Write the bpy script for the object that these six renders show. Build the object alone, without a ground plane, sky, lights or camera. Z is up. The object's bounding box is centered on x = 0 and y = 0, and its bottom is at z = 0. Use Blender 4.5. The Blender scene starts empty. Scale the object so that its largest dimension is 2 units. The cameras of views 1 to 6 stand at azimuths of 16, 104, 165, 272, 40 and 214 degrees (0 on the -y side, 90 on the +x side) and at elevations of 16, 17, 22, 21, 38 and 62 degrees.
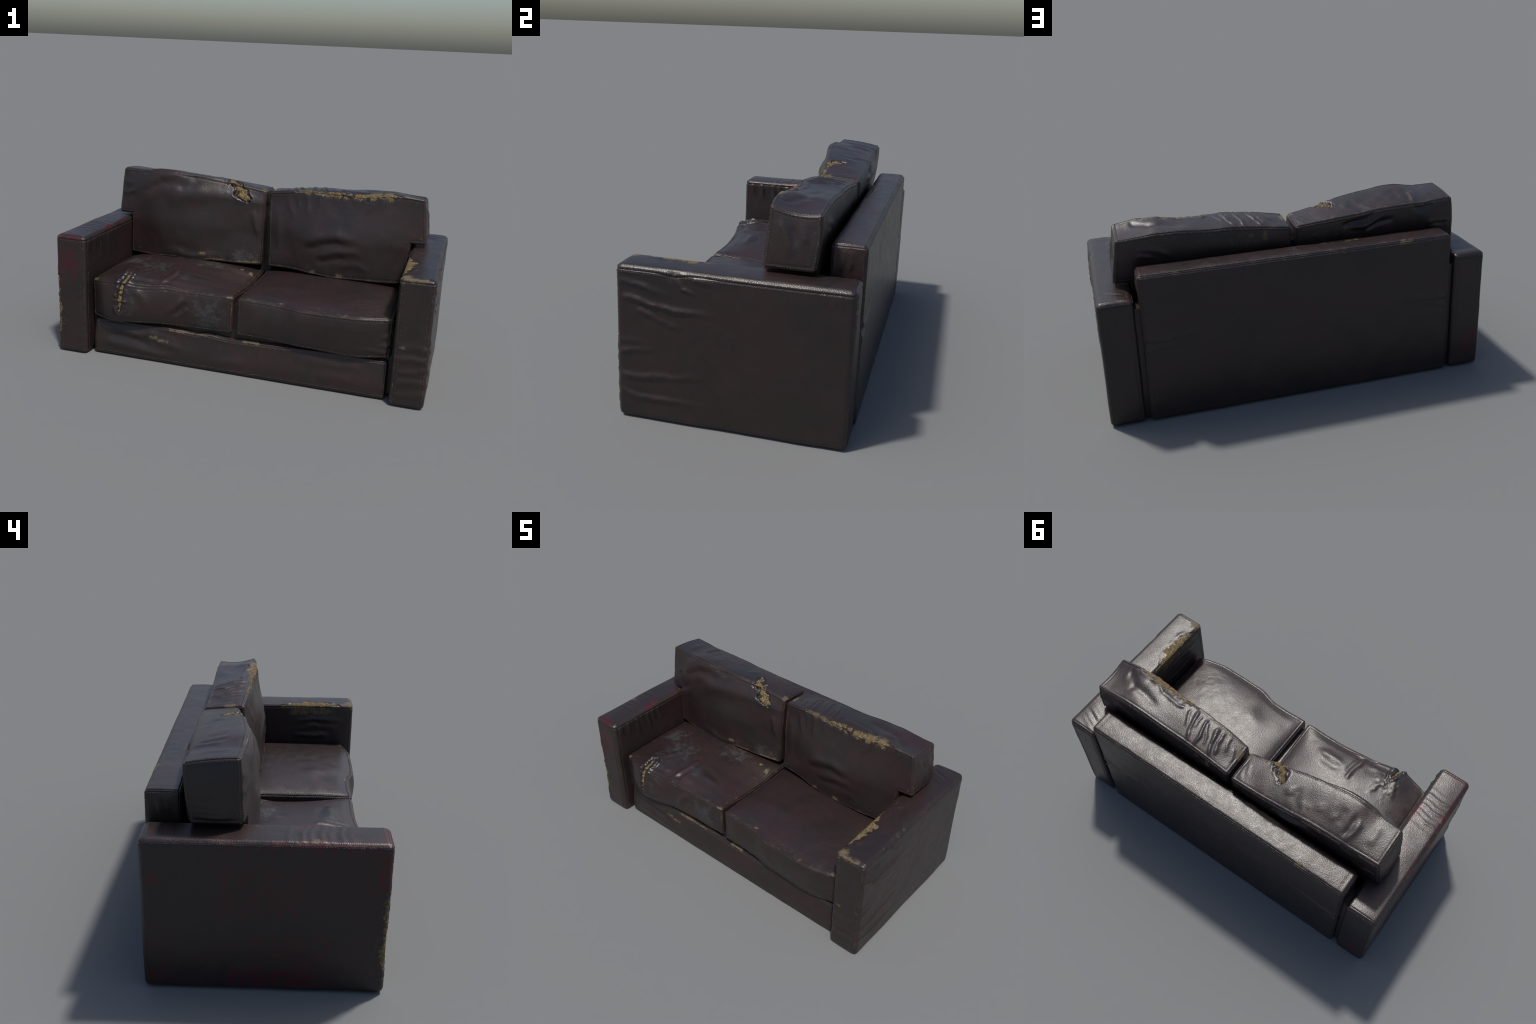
"""Worn two-seat leather sofa: every upholstered block is a rounded box (or L-shaped
box) on a graded lattice, bent by profile curves, then wrinkled, seamed and torn."""
import bpy, math
import numpy as np
from mathutils import Vector

SEED = 7
rng = np.random.default_rng(SEED)

# ----------------------------------------------------------------- numeric helpers
_perm = np.random.default_rng(11).permutation(4096)

def _hash(i, j, k):
    return _perm[(_perm[(_perm[i & 4095] + j) & 4095] + k) & 4095] / 2047.5 - 1.0

def noise(p, scale, off=0.0):
    """smooth value noise in [-1, 1] on points p (n,3)"""
    q = p * scale + off
    f0 = np.floor(q)
    i = f0.astype(np.int64)
    f = q - f0
    f = f * f * f * (f * (f * 6 - 15) + 10)
    out = 0
    for a in (0, 1):
        for b in (0, 1):
            for c in (0, 1):
                w = (f[:, 0] if a else 1 - f[:, 0]) * (f[:, 1] if b else 1 - f[:, 1]) * (f[:, 2] if c else 1 - f[:, 2])
                out = out + w * _hash(i[:, 0] + a, i[:, 1] + b, i[:, 2] + c)
    return out

def fbm(p, scale, octaves=3, off=0.0):
    return sum(noise(p, scale * 2 ** o, off + 17.3 * o) * 0.5 ** o for o in range(octaves))

def smooth(a, b, x):
    t = np.clip((x - a) / (b - a), 0, 1)
    return t * t * (3 - 2 * t)

def curve(x, knots):
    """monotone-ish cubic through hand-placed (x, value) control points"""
    k = np.array(sorted(knots), float)
    X, Y = k[:, 0], k[:, 1]
    d = np.diff(Y) / np.diff(X)
    m = np.empty_like(Y)
    m[0], m[-1] = d[0], d[-1]
    m[1:-1] = np.where(d[:-1] * d[1:] > 0, 2 * d[:-1] * d[1:] / (d[:-1] + d[1:] + 1e-12 * np.sign(d[:-1] + d[1:] + 1e-30)), 0)
    x = np.clip(x, X[0], X[-1])
    i = np.clip(np.searchsorted(X, x) - 1, 0, len(X) - 2)
    h = X[i + 1] - X[i]
    t = (x - X[i]) / h
    return ((2 * t ** 3 - 3 * t ** 2 + 1) * Y[i] + (t ** 3 - 2 * t ** 2 + t) * h * m[i]
            + (-2 * t ** 3 + 3 * t ** 2) * Y[i + 1] + (t ** 3 - t ** 2) * h * m[i + 1])

def surface_curve(x, z, rows):
    """blend several x-curves, each standing at its own z"""
    zs = [r[0] for r in rows]
    vals = np.stack([curve(x, r[1]) for r in rows])
    out = vals[0].copy()
    for i in range(len(rows) - 1):
        t = smooth(zs[i], zs[i + 1], z)
        out = np.where(z >= zs[i], vals[i] * (1 - t) + vals[i + 1] * t, out)
    return out

def along(p, pts):
    """distance to a polyline and the 0..1 position along it"""
    pts = np.array(pts, float)
    seg = np.diff(pts, axis=0)
    ln = np.linalg.norm(seg, axis=1)
    tot, acc = ln.sum(), 0.0
    best = np.full(len(p), 9.0)
    tt = np.zeros(len(p))
    for a, s, l in zip(pts[:-1], seg, ln):
        t = np.clip(((p - a) @ s) / (l * l), 0, 1)
        d = np.linalg.norm(p - a - t[:, None] * s, axis=1)
        hit = d < best
        best = np.where(hit, d, best)
        tt = np.where(hit, (acc + t * l) / tot, tt)
        acc += l
    return best, tt

_warped = []

def warped(p):
    """the points, nudged by slow noise so that folds never run ruler-straight (kept per array)"""
    for a, w in _warped:
        if a is p:
            return w
    w = p + 0.009 * np.stack([noise(p, 13, 5.0 + 31 * k) for k in range(3)], 1) + 0.003 * np.stack([noise(p, 34, 55.0 + 31 * k) for k in range(3)], 1)
    _warped.append((p, w))
    return w

def fold(p, pts, width, amp, fade=(0.25, 0.35)):
    """a soft ridge (amp > 0) or crease (amp < 0) with a faint counter-wave beside it"""
    d, t = along(warped(p), pts)
    prof = np.exp(-(d / width) ** 2) + 0.25 * np.exp(-(d / (2.4 * width)) ** 2) - 0.14 * np.exp(-((d - 2.0 * width) / width) ** 2)
    ends = smooth(-0.001, max(fade[0], 1e-3), t) * (1 - smooth(1 - fade[1], 1.001, t)) if fade[1] > 0 else smooth(-0.001, max(fade[0], 1e-3), t)
    return amp * prof * ends

def on(pts, k, v):
    """flatten control points onto the lattice plane where axis k equals v"""
    return [tuple(v if i == k else c for i, c in enumerate(p)) for p in pts]

def facing(n, d):
    return smooth(0.55, 0.96, n @ np.array(d, float))

def axis_lines(stops, dense=(), edge=0.03, fine=0.0028, coarse=0.0075):
    """graded grid lines: fine beside every stop and inside dense zones"""
    dense = (dense,) if dense and not isinstance(dense[0], tuple) else dense
    out = [stops[0]]
    for a, b in zip(stops[:-1], stops[1:]):
        s = np.linspace(a, b, 4001)
        step = np.full_like(s, coarse)
        near = np.minimum(s - a, b - s)
        step = np.where(near < edge, fine + (coarse - fine) * smooth(edge * 0.6, edge, near), step)
        for lo, hi, st in dense:
            step = np.where((s > lo) & (s < hi), np.minimum(step, st), step)
        cum = np.concatenate([[0], np.cumsum((1 / step[1:] + 1 / step[:-1]) / 2 * np.diff(s))])
        n = max(2, int(round(cum[-1])))
        out += list(np.interp(np.linspace(0, cum[-1], n + 1)[1:], cum, s))
    return np.array(out)

# ----------------------------------------------------------------- upholstered block
class Block:
    """rounded (L-shaped) box on a lattice"""

    def __init__(self, boxes, radius, dense=((), (), ()), coarse=0.0075, fine=0.0028):
        self.boxes = np.array(boxes, float)          # each: x0,x1,y0,y1,z0,z1
        self.r = radius
        stops = [sorted({round(v, 6) for bx in boxes for v in bx[2 * k:2 * k + 2]}) for k in range(3)]
        self.stops = stops
        self.G = [axis_lines(stops[k], dense[k], coarse=coarse, fine=fine) for k in range(3)]
        n = [len(g) for g in self.G]
        mids = [(g[1:] + g[:-1]) / 2 for g in self.G]
        occ = np.zeros([m - 1 for m in n], bool)
        for bx in self.boxes:
            ins = [(mids[k] > bx[2 * k]) & (mids[k] < bx[2 * k + 1]) for k in range(3)]
            occ |= ins[0][:, None, None] & ins[1][None, :, None] & ins[2][None, None, :]
        pad = np.pad(occ, 1)
        quads, faxis, fside = [], [], []
        st = (n[1] * n[2], n[2], 1)
        for k in range(3):
            sl = [slice(1, -1)] * 3
            lo, hi = list(sl), list(sl)
            lo[k], hi[k] = slice(0, -1), slice(1, None)
            A, B = pad[tuple(lo)], pad[tuple(hi)]
            a, b = [(1, 2), (2, 0), (0, 1)][k]
            for side, sel in ((1, A & ~B), (-1, ~A & B)):
                idx = np.argwhere(sel)
                if not len(idx):
                    continue
                base = idx @ np.array(st)
                q = np.stack([base, base + st[a], base + st[a] + st[b], base + st[b]], 1)
                quads.append(q if side > 0 else q[:, ::-1])
                faxis += [k] * len(q)
                fside += [side] * len(q)
        q = np.concatenate(quads)
        self.ids, inv = np.unique(q, return_inverse=True)
        self.F = inv.reshape(-1, 4)
        self.faxis, self.fside = np.array(faxis), np.array(fside)
        i = self.ids // st[0]
        j = (self.ids % st[0]) // st[1]
        k = self.ids % st[1]
        self.st = st
        self.L = np.stack([self.G[0][i], self.G[1][j], self.G[2][k]], 1)   # lattice place
        # round: offset the inset shape by the radius
        best = np.full(len(self.L), 9.0)
        Q = self.L.copy()
        for bx in self.boxes:
            c = np.clip(self.L, bx[0::2] + radius, bx[1::2] - radius)
            d = np.linalg.norm(self.L - c, axis=1)
            hit = d < best - 1e-9
            best = np.where(hit, d, best)
            Q[hit] = c[hit]
        v = self.L - Q
        self.P = Q + radius * v / np.maximum(np.linalg.norm(v, axis=1), 1e-9)[:, None]

    def normals(self):
        P, F = self.P, self.F
        fn = np.cross(P[F[:, 2]] - P[F[:, 0]], P[F[:, 3]] - P[F[:, 1]])
        N = np.zeros_like(P)
        for c in range(3):
            N[:, c] = np.bincount(F.ravel(), np.repeat(fn[:, c], 4), len(P))
        return N / np.maximum(np.linalg.norm(N, axis=1), 1e-12)[:, None]

    def push(self, amount, N=None):
        self.P = self.P + (self.normals() if N is None else N) * amount[:, None]

    def edge_distance(self):
        """lattice distance to the nearest edge of the block (0 on an edge)"""
        D = np.sort(np.stack([np.min([abs(self.L[:, k] - s) for s in self.stops[k]], axis=0) for k in range(3)]), axis=0)
        return D[1]

    def sample(self, k, plane, a_vals, b_vals):
        """positions and normals on the face perpendicular to axis k at lattice value plane"""
        a, b = [(1, 2), (2, 0), (0, 1)][k]
        N = self.N
        pi = int(np.argmin(abs(self.G[k] - plane)))
        ia = np.clip(np.searchsorted(self.G[a], a_vals) - 1, 0, len(self.G[a]) - 2)
        ib = np.clip(np.searchsorted(self.G[b], b_vals) - 1, 0, len(self.G[b]) - 2)
        fa = (a_vals - self.G[a][ia]) / (self.G[a][ia + 1] - self.G[a][ia])
        fb = (b_vals - self.G[b][ib]) / (self.G[b][ib + 1] - self.G[b][ib])
        pos, nor, ok = 0, 0, np.ones(len(ia), bool)
        for da, db, w in ((0, 0, (1 - fa) * (1 - fb)), (1, 0, fa * (1 - fb)), (0, 1, (1 - fa) * fb), (1, 1, fa * fb)):
            gid = pi * self.st[k] + (ia + da) * self.st[a] + (ib + db) * self.st[b]
            vi = np.clip(np.searchsorted(self.ids, gid), 0, len(self.ids) - 1)
            ok &= self.ids[vi] == gid
            pos = pos + w[:, None] * self.P[vi]
            nor = nor + w[:, None] * N[vi]
        return pos, nor / np.maximum(np.linalg.norm(nor, axis=1), 1e-9)[:, None], ok

def add_mesh(name, V, F, material, parent, uv=False, normals=None):
    V = np.asarray(V, np.float32)
    F = np.asarray(F, np.int32)
    me = bpy.data.meshes.new(name)
    me.vertices.add(len(V))
    me.vertices.foreach_set("co", V.ravel())
    me.loops.add(F.size)
    me.loops.foreach_set("vertex_index", F.ravel())
    me.polygons.add(len(F))
    me.polygons.foreach_set("loop_start", np.arange(0, F.size, F.shape[1], dtype=np.int32))
    me.update(calc_edges=True)
    me.validate()
    me.polygons.foreach_set("use_smooth", np.ones(len(me.polygons), bool))
    if normals is not None:
        me.normals_split_custom_set_from_vertices([tuple(n) for n in normals])
    me.materials.append(material)
    ob = bpy.data.objects.new(name, me)
    bpy.context.scene.collection.objects.link(ob)
    ob.parent = parent
    return ob

def finish(block, name, material, parent, foam_mask=None, foam_material=None):
    """turn a block into a mesh; torn faces become a child of exposed stuffing"""
    block.N = block.normals()
    N = block.N
    if foam_mask is None:
        return add_mesh(name, block.P, block.F, material, parent)
    fm = foam_mask[block.F].mean(1) > 0.5
    def part(sel):
        used, inv = np.unique(block.F[sel], return_inverse=True)
        return block.P[used], inv.reshape(-1, 4), N[used]
    V, F, n = part(~fm)
    ob = add_mesh(name, V, F, material, parent, normals=n)
    if fm.any():
        V, F, n = part(fm)
        add_mesh("exposed_stuffing", V, F, foam_material, ob, normals=n)
    return ob

# ----------------------------------------------------------------- stitches
def capsule(length, rad):
    rings = [(-0.5, 0.25), (-0.36, 0.8), (0.0, 1.0), (0.36, 0.8), (0.5, 0.25)]
    V, F, m = [], [], 6
    for t, r in rings:
        for i in range(m):
            a = 2 * math.pi * i / m
            V.append((t * length, math.cos(a) * rad * r, math.sin(a) * rad * r * 0.8))
    for j in range(len(rings) - 1):
        for i in range(m):
            F.append((j * m + i, j * m + (i + 1) % m, (j + 1) * m + (i + 1) % m, (j + 1) * m + i))
    return np.array(V), np.array(F)

CAP_V, CAP_F = capsule(0.0078, 0.00135)

def stitch_rows(block, rows, parent, material, pitch=0.0105, skip=None):
    """rows: (axis, plane, fixed 'a' or 'b', fixed value, from, to)"""
    VV, FF, base = [], [], 0
    for k, plane, which, val, lo, hi in rows:
        n = max(2, int((hi - lo) / pitch))
        t = np.linspace(lo, hi, n) + rng.normal(0, 0.0006, n)
        fix = np.full(n, val) + rng.normal(0, 0.0005, n)
        args = (t, fix) if which == 'b' else (fix, t)
        e = 0.002
        args2 = (t + e, fix) if which == 'b' else (fix, t + e)
        P, N, ok = block.sample(k, plane, *args)
        P2, _, ok2 = block.sample(k, plane, *args2)
        T = P2 - P
        T /= np.maximum(np.linalg.norm(T, axis=1), 1e-9)[:, None]
        ok &= ok2 & (rng.random(n) > 0.05)
        if skip is not None:
            ok &= ~skip(P)
        T = T[ok]; N = N[ok]; P = P[ok] + N * 0.0004
        B = np.cross(N, T)
        sc = rng.uniform(0.85, 1.1, len(P))[:, None, None]
        V = P[:, None, :] + sc * (CAP_V[None, :, 0:1] * T[:, None] + CAP_V[None, :, 1:2] * B[:, None] + CAP_V[None, :, 2:3] * N[:, None])
        VV.append(V.reshape(-1, 3))
        FF.append((CAP_F[None] + (base + np.arange(len(P)) * len(CAP_V))[:, None, None]).reshape(-1, 4))
        base += len(P) * len(CAP_V)
    ob = add_mesh("stitching", np.concatenate(VV), np.concatenate(FF), material, parent)
    ob["kind"] = "stuff"
    return ob

# ----------------------------------------------------------------- materials
class Nodes:
    def __init__(self, name):
        self.m = bpy.data.materials.new(name)
        self.m.use_nodes = True
        self.t = self.m.node_tree
        self.t.nodes.clear()
        self.out = self.t.nodes.new("ShaderNodeOutputMaterial")
        self.bsdf = self.t.nodes.new("ShaderNodeBsdfPrincipled")
        self.t.links.new(self.bsdf.outputs[0], self.out.inputs[0])
        self.pos = self.t.nodes.new("ShaderNodeTexCoord").outputs["Object"]

    def put(self, sock, v):
        if isinstance(v, bpy.types.NodeSocket):
            self.t.links.new(v, sock)
        else:
            sock.default_value = v

    def math(self, op, a, b=0.0, clamp=False):
        n = self.t.nodes.new("ShaderNodeMath")
        n.operation, n.use_clamp = op, clamp
        self.put(n.inputs[0], a)
        self.put(n.inputs[1], b)
        return n.outputs[0]

    def vec(self, op, a, b=None):
        n = self.t.nodes.new("ShaderNodeVectorMath")
        n.operation = op
        self.put(n.inputs[0], a)
        if b is not None:
            self.put(n.inputs[1], b)
        return n.outputs["Value"] if op == "LENGTH" else n.outputs[0]

    def noise(self, scale, detail=3.0, rough=0.55, vector=None, stretch=None):
        n = self.t.nodes.new("ShaderNodeTexNoise")
        n.inputs["Scale"].default_value = scale
        n.inputs["Detail"].default_value = detail
        n.inputs["Roughness"].default_value = rough
        v = self.pos if vector is None else vector
        if stretch:
            v = self.vec("MULTIPLY", v, stretch)
        self.put(n.inputs["Vector"], v)
        return n.outputs["Fac"]

    def voronoi(self, scale, feature="F1"):
        n = self.t.nodes.new("ShaderNodeTexVoronoi")
        n.feature = feature
        n.inputs["Scale"].default_value = scale
        self.put(n.inputs["Vector"], self.pos)
        return n.outputs["Distance"]

    def step(self, x, lo, hi):
        n = self.t.nodes.new("ShaderNodeMapRange")
        n.interpolation_type = "SMOOTHSTEP"
        self.put(n.inputs["Value"], x)
        n.inputs["From Min"].default_value = lo
        n.inputs["From Max"].default_value = hi
        return n.outputs["Result"]

    def mix(self, f, a, b):
        n = self.t.nodes.new("ShaderNodeMix")
        n.data_type = "RGBA"
        self.put(n.inputs["Factor"], f)
        for s, v in ((n.inputs[6], a), (n.inputs[7], b)):
            self.put(s, v if isinstance(v, bpy.types.NodeSocket) else (*v, 1.0))
        return n.outputs[2]

    def fmix(self, f, a, b):
        return self.math("ADD", self.math("MULTIPLY", self.math("SUBTRACT", 1.0, f), a), self.math("MULTIPLY", f, b))

    def zone(self, centre, half, soft):
        """1 inside a box, falling to 0 (and below) over 'soft' metres outside it"""
        d = self.vec("ABSOLUTE", self.vec("SUBTRACT", self.pos, tuple(centre)))
        d = self.vec("MAXIMUM", self.vec("SUBTRACT", d, tuple(half)), (0, 0, 0))
        return self.math("SUBTRACT", 1.0, self.math("DIVIDE", self.vec("LENGTH", d), soft))

    def zones(self, items):
        out = None
        for c, h, s in items:
            z = self.zone(c, h, s)
            out = z if out is None else self.math("MAXIMUM", out, z)
        return out

    def bump(self, height, strength, dist, normal=None):
        n = self.t.nodes.new("ShaderNodeBump")
        n.inputs["Strength"].default_value = strength
        n.inputs["Distance"].default_value = dist
        self.put(n.inputs["Height"], height)
        if normal is not None:
            self.put(n.inputs["Normal"], normal)
        return n.outputs["Normal"]

BROWN_DARK = (0.0190, 0.0142, 0.0134)
BROWN_RED = (0.0290, 0.0152, 0.0150)
TAN = (0.185, 0.140, 0.072)
MILDEW = (0.070, 0.078, 0.082)
BLOOD = (0.060, 0.005, 0.009)

def leather(name, worn=(), specks=(), mildew=(), blood=(), stains=()):
    """worn: bare tan hide; specks: crumbly wear along seams; mildew: blue-grey bloom;
    blood: dried splashes. Each entry is (centre, half size, soft width)."""
    N = Nodes(name)
    big = N.noise(4.5, 4, 0.6)
    mid = N.noise(22, 4, 0.6)
    fine = N.noise(150, 3, 0.6)
    tone = N.step(N.math("ADD", N.math("MULTIPLY", big, 0.7), N.math("MULTIPLY", mid, 0.3)), 0.36, 0.66)
    col = N.mix(tone, BROWN_DARK, BROWN_RED)
    col = N.mix(N.math("MULTIPLY", N.step(fine, 0.5, 0.75), 0.25), col, (0.036, 0.026, 0.022))
    rough = N.math("ADD", 0.24, N.math("MULTIPLY", mid, 0.22))
    bare = None
    if mildew:
        z = N.zones([(c, (h[0] * 0.5, h[1] * 0.5, h[2]), 2.0 * w) for c, h, w in mildew])
        lace = N.noise(26, 7, 0.72)
        m = N.step(N.math("ADD", N.math("MULTIPLY", z, 0.42), N.math("MULTIPLY", lace, 1.2)), 0.80, 1.15)
        m = N.math("MULTIPLY", m, 0.42)
        col = N.mix(m, col, MILDEW)
        rough = N.fmix(m, rough, 0.6)
    for zs_, drip_scale, strength in ((blood, 46, 0.85), (stains, 30, 0.40)):
        if not zs_:
            continue
        z = N.zones(zs_)
        drip = N.noise(drip_scale, 6, 0.68, stretch=(1.0, 1.0, 0.65))
        m = N.step(N.math("ADD", N.math("MULTIPLY", z, 0.39), drip), 0.865, 0.91)
        col = N.mix(N.math("MULTIPLY", m, strength), col, BLOOD)
        rough = N.fmix(m, rough, 0.36)
    crumb = N.noise(190, 5, 0.75)
    clump = N.noise(30, 5, 0.7)
    if specks:
        z = N.zones([(c, h, 1.5 * w) for c, h, w in specks])
        s = N.math("ADD", N.math("MULTIPLY", z, 0.34), N.math("ADD", N.math("MULTIPLY", crumb, 0.72), N.math("MULTIPLY", clump, 0.60)))
        bare = N.math("MULTIPLY", N.step(s, 1.04, 1.17), 0.5)
    if worn:
        z = N.zones([(c, (h[0] * 0.8, h[1] * 0.8, h[2] * 0.8), 2.0 * w) for c, h, w in worn])
        s = N.math("ADD", N.math("MULTIPLY", z, 0.60), N.math("ADD", N.math("MULTIPLY", N.math("SUBTRACT", clump, 0.5), 1.3), N.math("MULTIPLY", N.math("SUBTRACT", crumb, 0.5), 1.1)))
        w = N.math("MULTIPLY", N.step(s, 0.30, 0.72), 0.85)
        bare = w if bare is None else N.math("MAXIMUM", bare, w)
    if bare is not None:
        tan = N.mix(N.noise(120, 4, 0.7), (0.085, 0.062, 0.035), TAN)
        col = N.mix(bare, col, tan)
        rough = N.fmix(bare, rough, 0.95)
    N.put(N.bsdf.inputs["Base Color"], col)
    N.put(N.bsdf.inputs["Roughness"], rough)
    N.bsdf.inputs["Specular IOR Level"].default_value = 0.5
    grain = N.math("ADD", N.math("MULTIPLY", N.voronoi(230), 0.8), N.math("MULTIPLY", N.noise(330, 2), 0.6))
    b = N.bump(grain, 0.38, 0.0016)
    b = N.bump(N.noise(85, 3, 0.6), 0.075, 0.003, b)
    N.put(N.bsdf.inputs["Normal"], b)
    return N.m

def stuffing_material():
    N = Nodes("stuffing_fibre")
    f = N.noise(95, 5, 0.7)
    g = N.noise(20, 3, 0.6)
    col = N.mix(N.step(f, 0.36, 0.66), (0.075, 0.054, 0.028), (0.235, 0.177, 0.088))
    col = N.mix(N.math("MULTIPLY", N.step(g, 0.5, 0.7), 0.5), col, (0.09, 0.066, 0.036))
    N.put(N.bsdf.inputs["Base Color"], col)
    N.bsdf.inputs["Roughness"].default_value = 0.95
    N.bsdf.inputs["Specular IOR Level"].default_value = 0.15
    N.put(N.bsdf.inputs["Normal"], N.bump(N.noise(240, 5, 0.7), 0.7, 0.004))
    return N.m

def thread_material():
    N = Nodes("waxed_thread")
    col = N.mix(N.step(N.noise(60, 3), 0.42, 0.62), (0.020, 0.016, 0.014), (0.075, 0.060, 0.040))
    N.put(N.bsdf.inputs["Base Color"], col)
    N.bsdf.inputs["Roughness"].default_value = 0.5
    return N.m

FOAM = stuffing_material()
THREAD = thread_material()

def ellip(p, c, r):
    return np.linalg.norm((p - np.array(c)) / np.array(r), axis=1)

def soft_lumps(P, amp=0.0016):
    return amp * noise(P, 7, 3.1) + 0.6 * amp * noise(P, 16, 9.7)

def tear(P, pts, width, seed, rag=0.45):
    """signed openness of a ragged rip: > 0 inside"""
    d, t = along(P, pts)
    w = width * (0.35 + 0.65 * np.sin(np.pi * np.clip(t, 0.03, 0.97)) ** 0.6)
    return 1 - d / w + rag * fbm(P, 42, 2, seed)

def edge_rows(bx, d, faces, skip=()):
    """stitch rows at distance d from every edge of the named faces of a box"""
    rows = []
    for k, side in faces:
        a, b = [(1, 2), (2, 0), (0, 1)][k]
        lo = [bx[0], bx[2], bx[4]]
        hi = [bx[1], bx[3], bx[5]]
        plane = hi[k] if side > 0 else lo[k]
        for fixed, other, w in ((a, b, 'a'), (b, a, 'b')):
            for val, tag in ((lo[fixed] + d, (k, side, fixed, -1)), (hi[fixed] - d, (k, side, fixed, 1))):
                if tag in skip:
                    continue
                rows.append((k, plane, w, val, lo[other] + d, hi[other] - d))
    return rows

# ================================================================= the sofa
sofa = bpy.data.objects.new("sofa", None)
bpy.context.scene.collection.objects.link(sofa)
sofa["label"] = "worn dark brown leather two-seat sofa with torn cushions"
sofa["category"] = "sofa"

# ----------------------------------------------------------------- armrests
ARM = (0.823, 0.9975, -0.480, 0.480, 0.0, 0.661)

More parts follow.
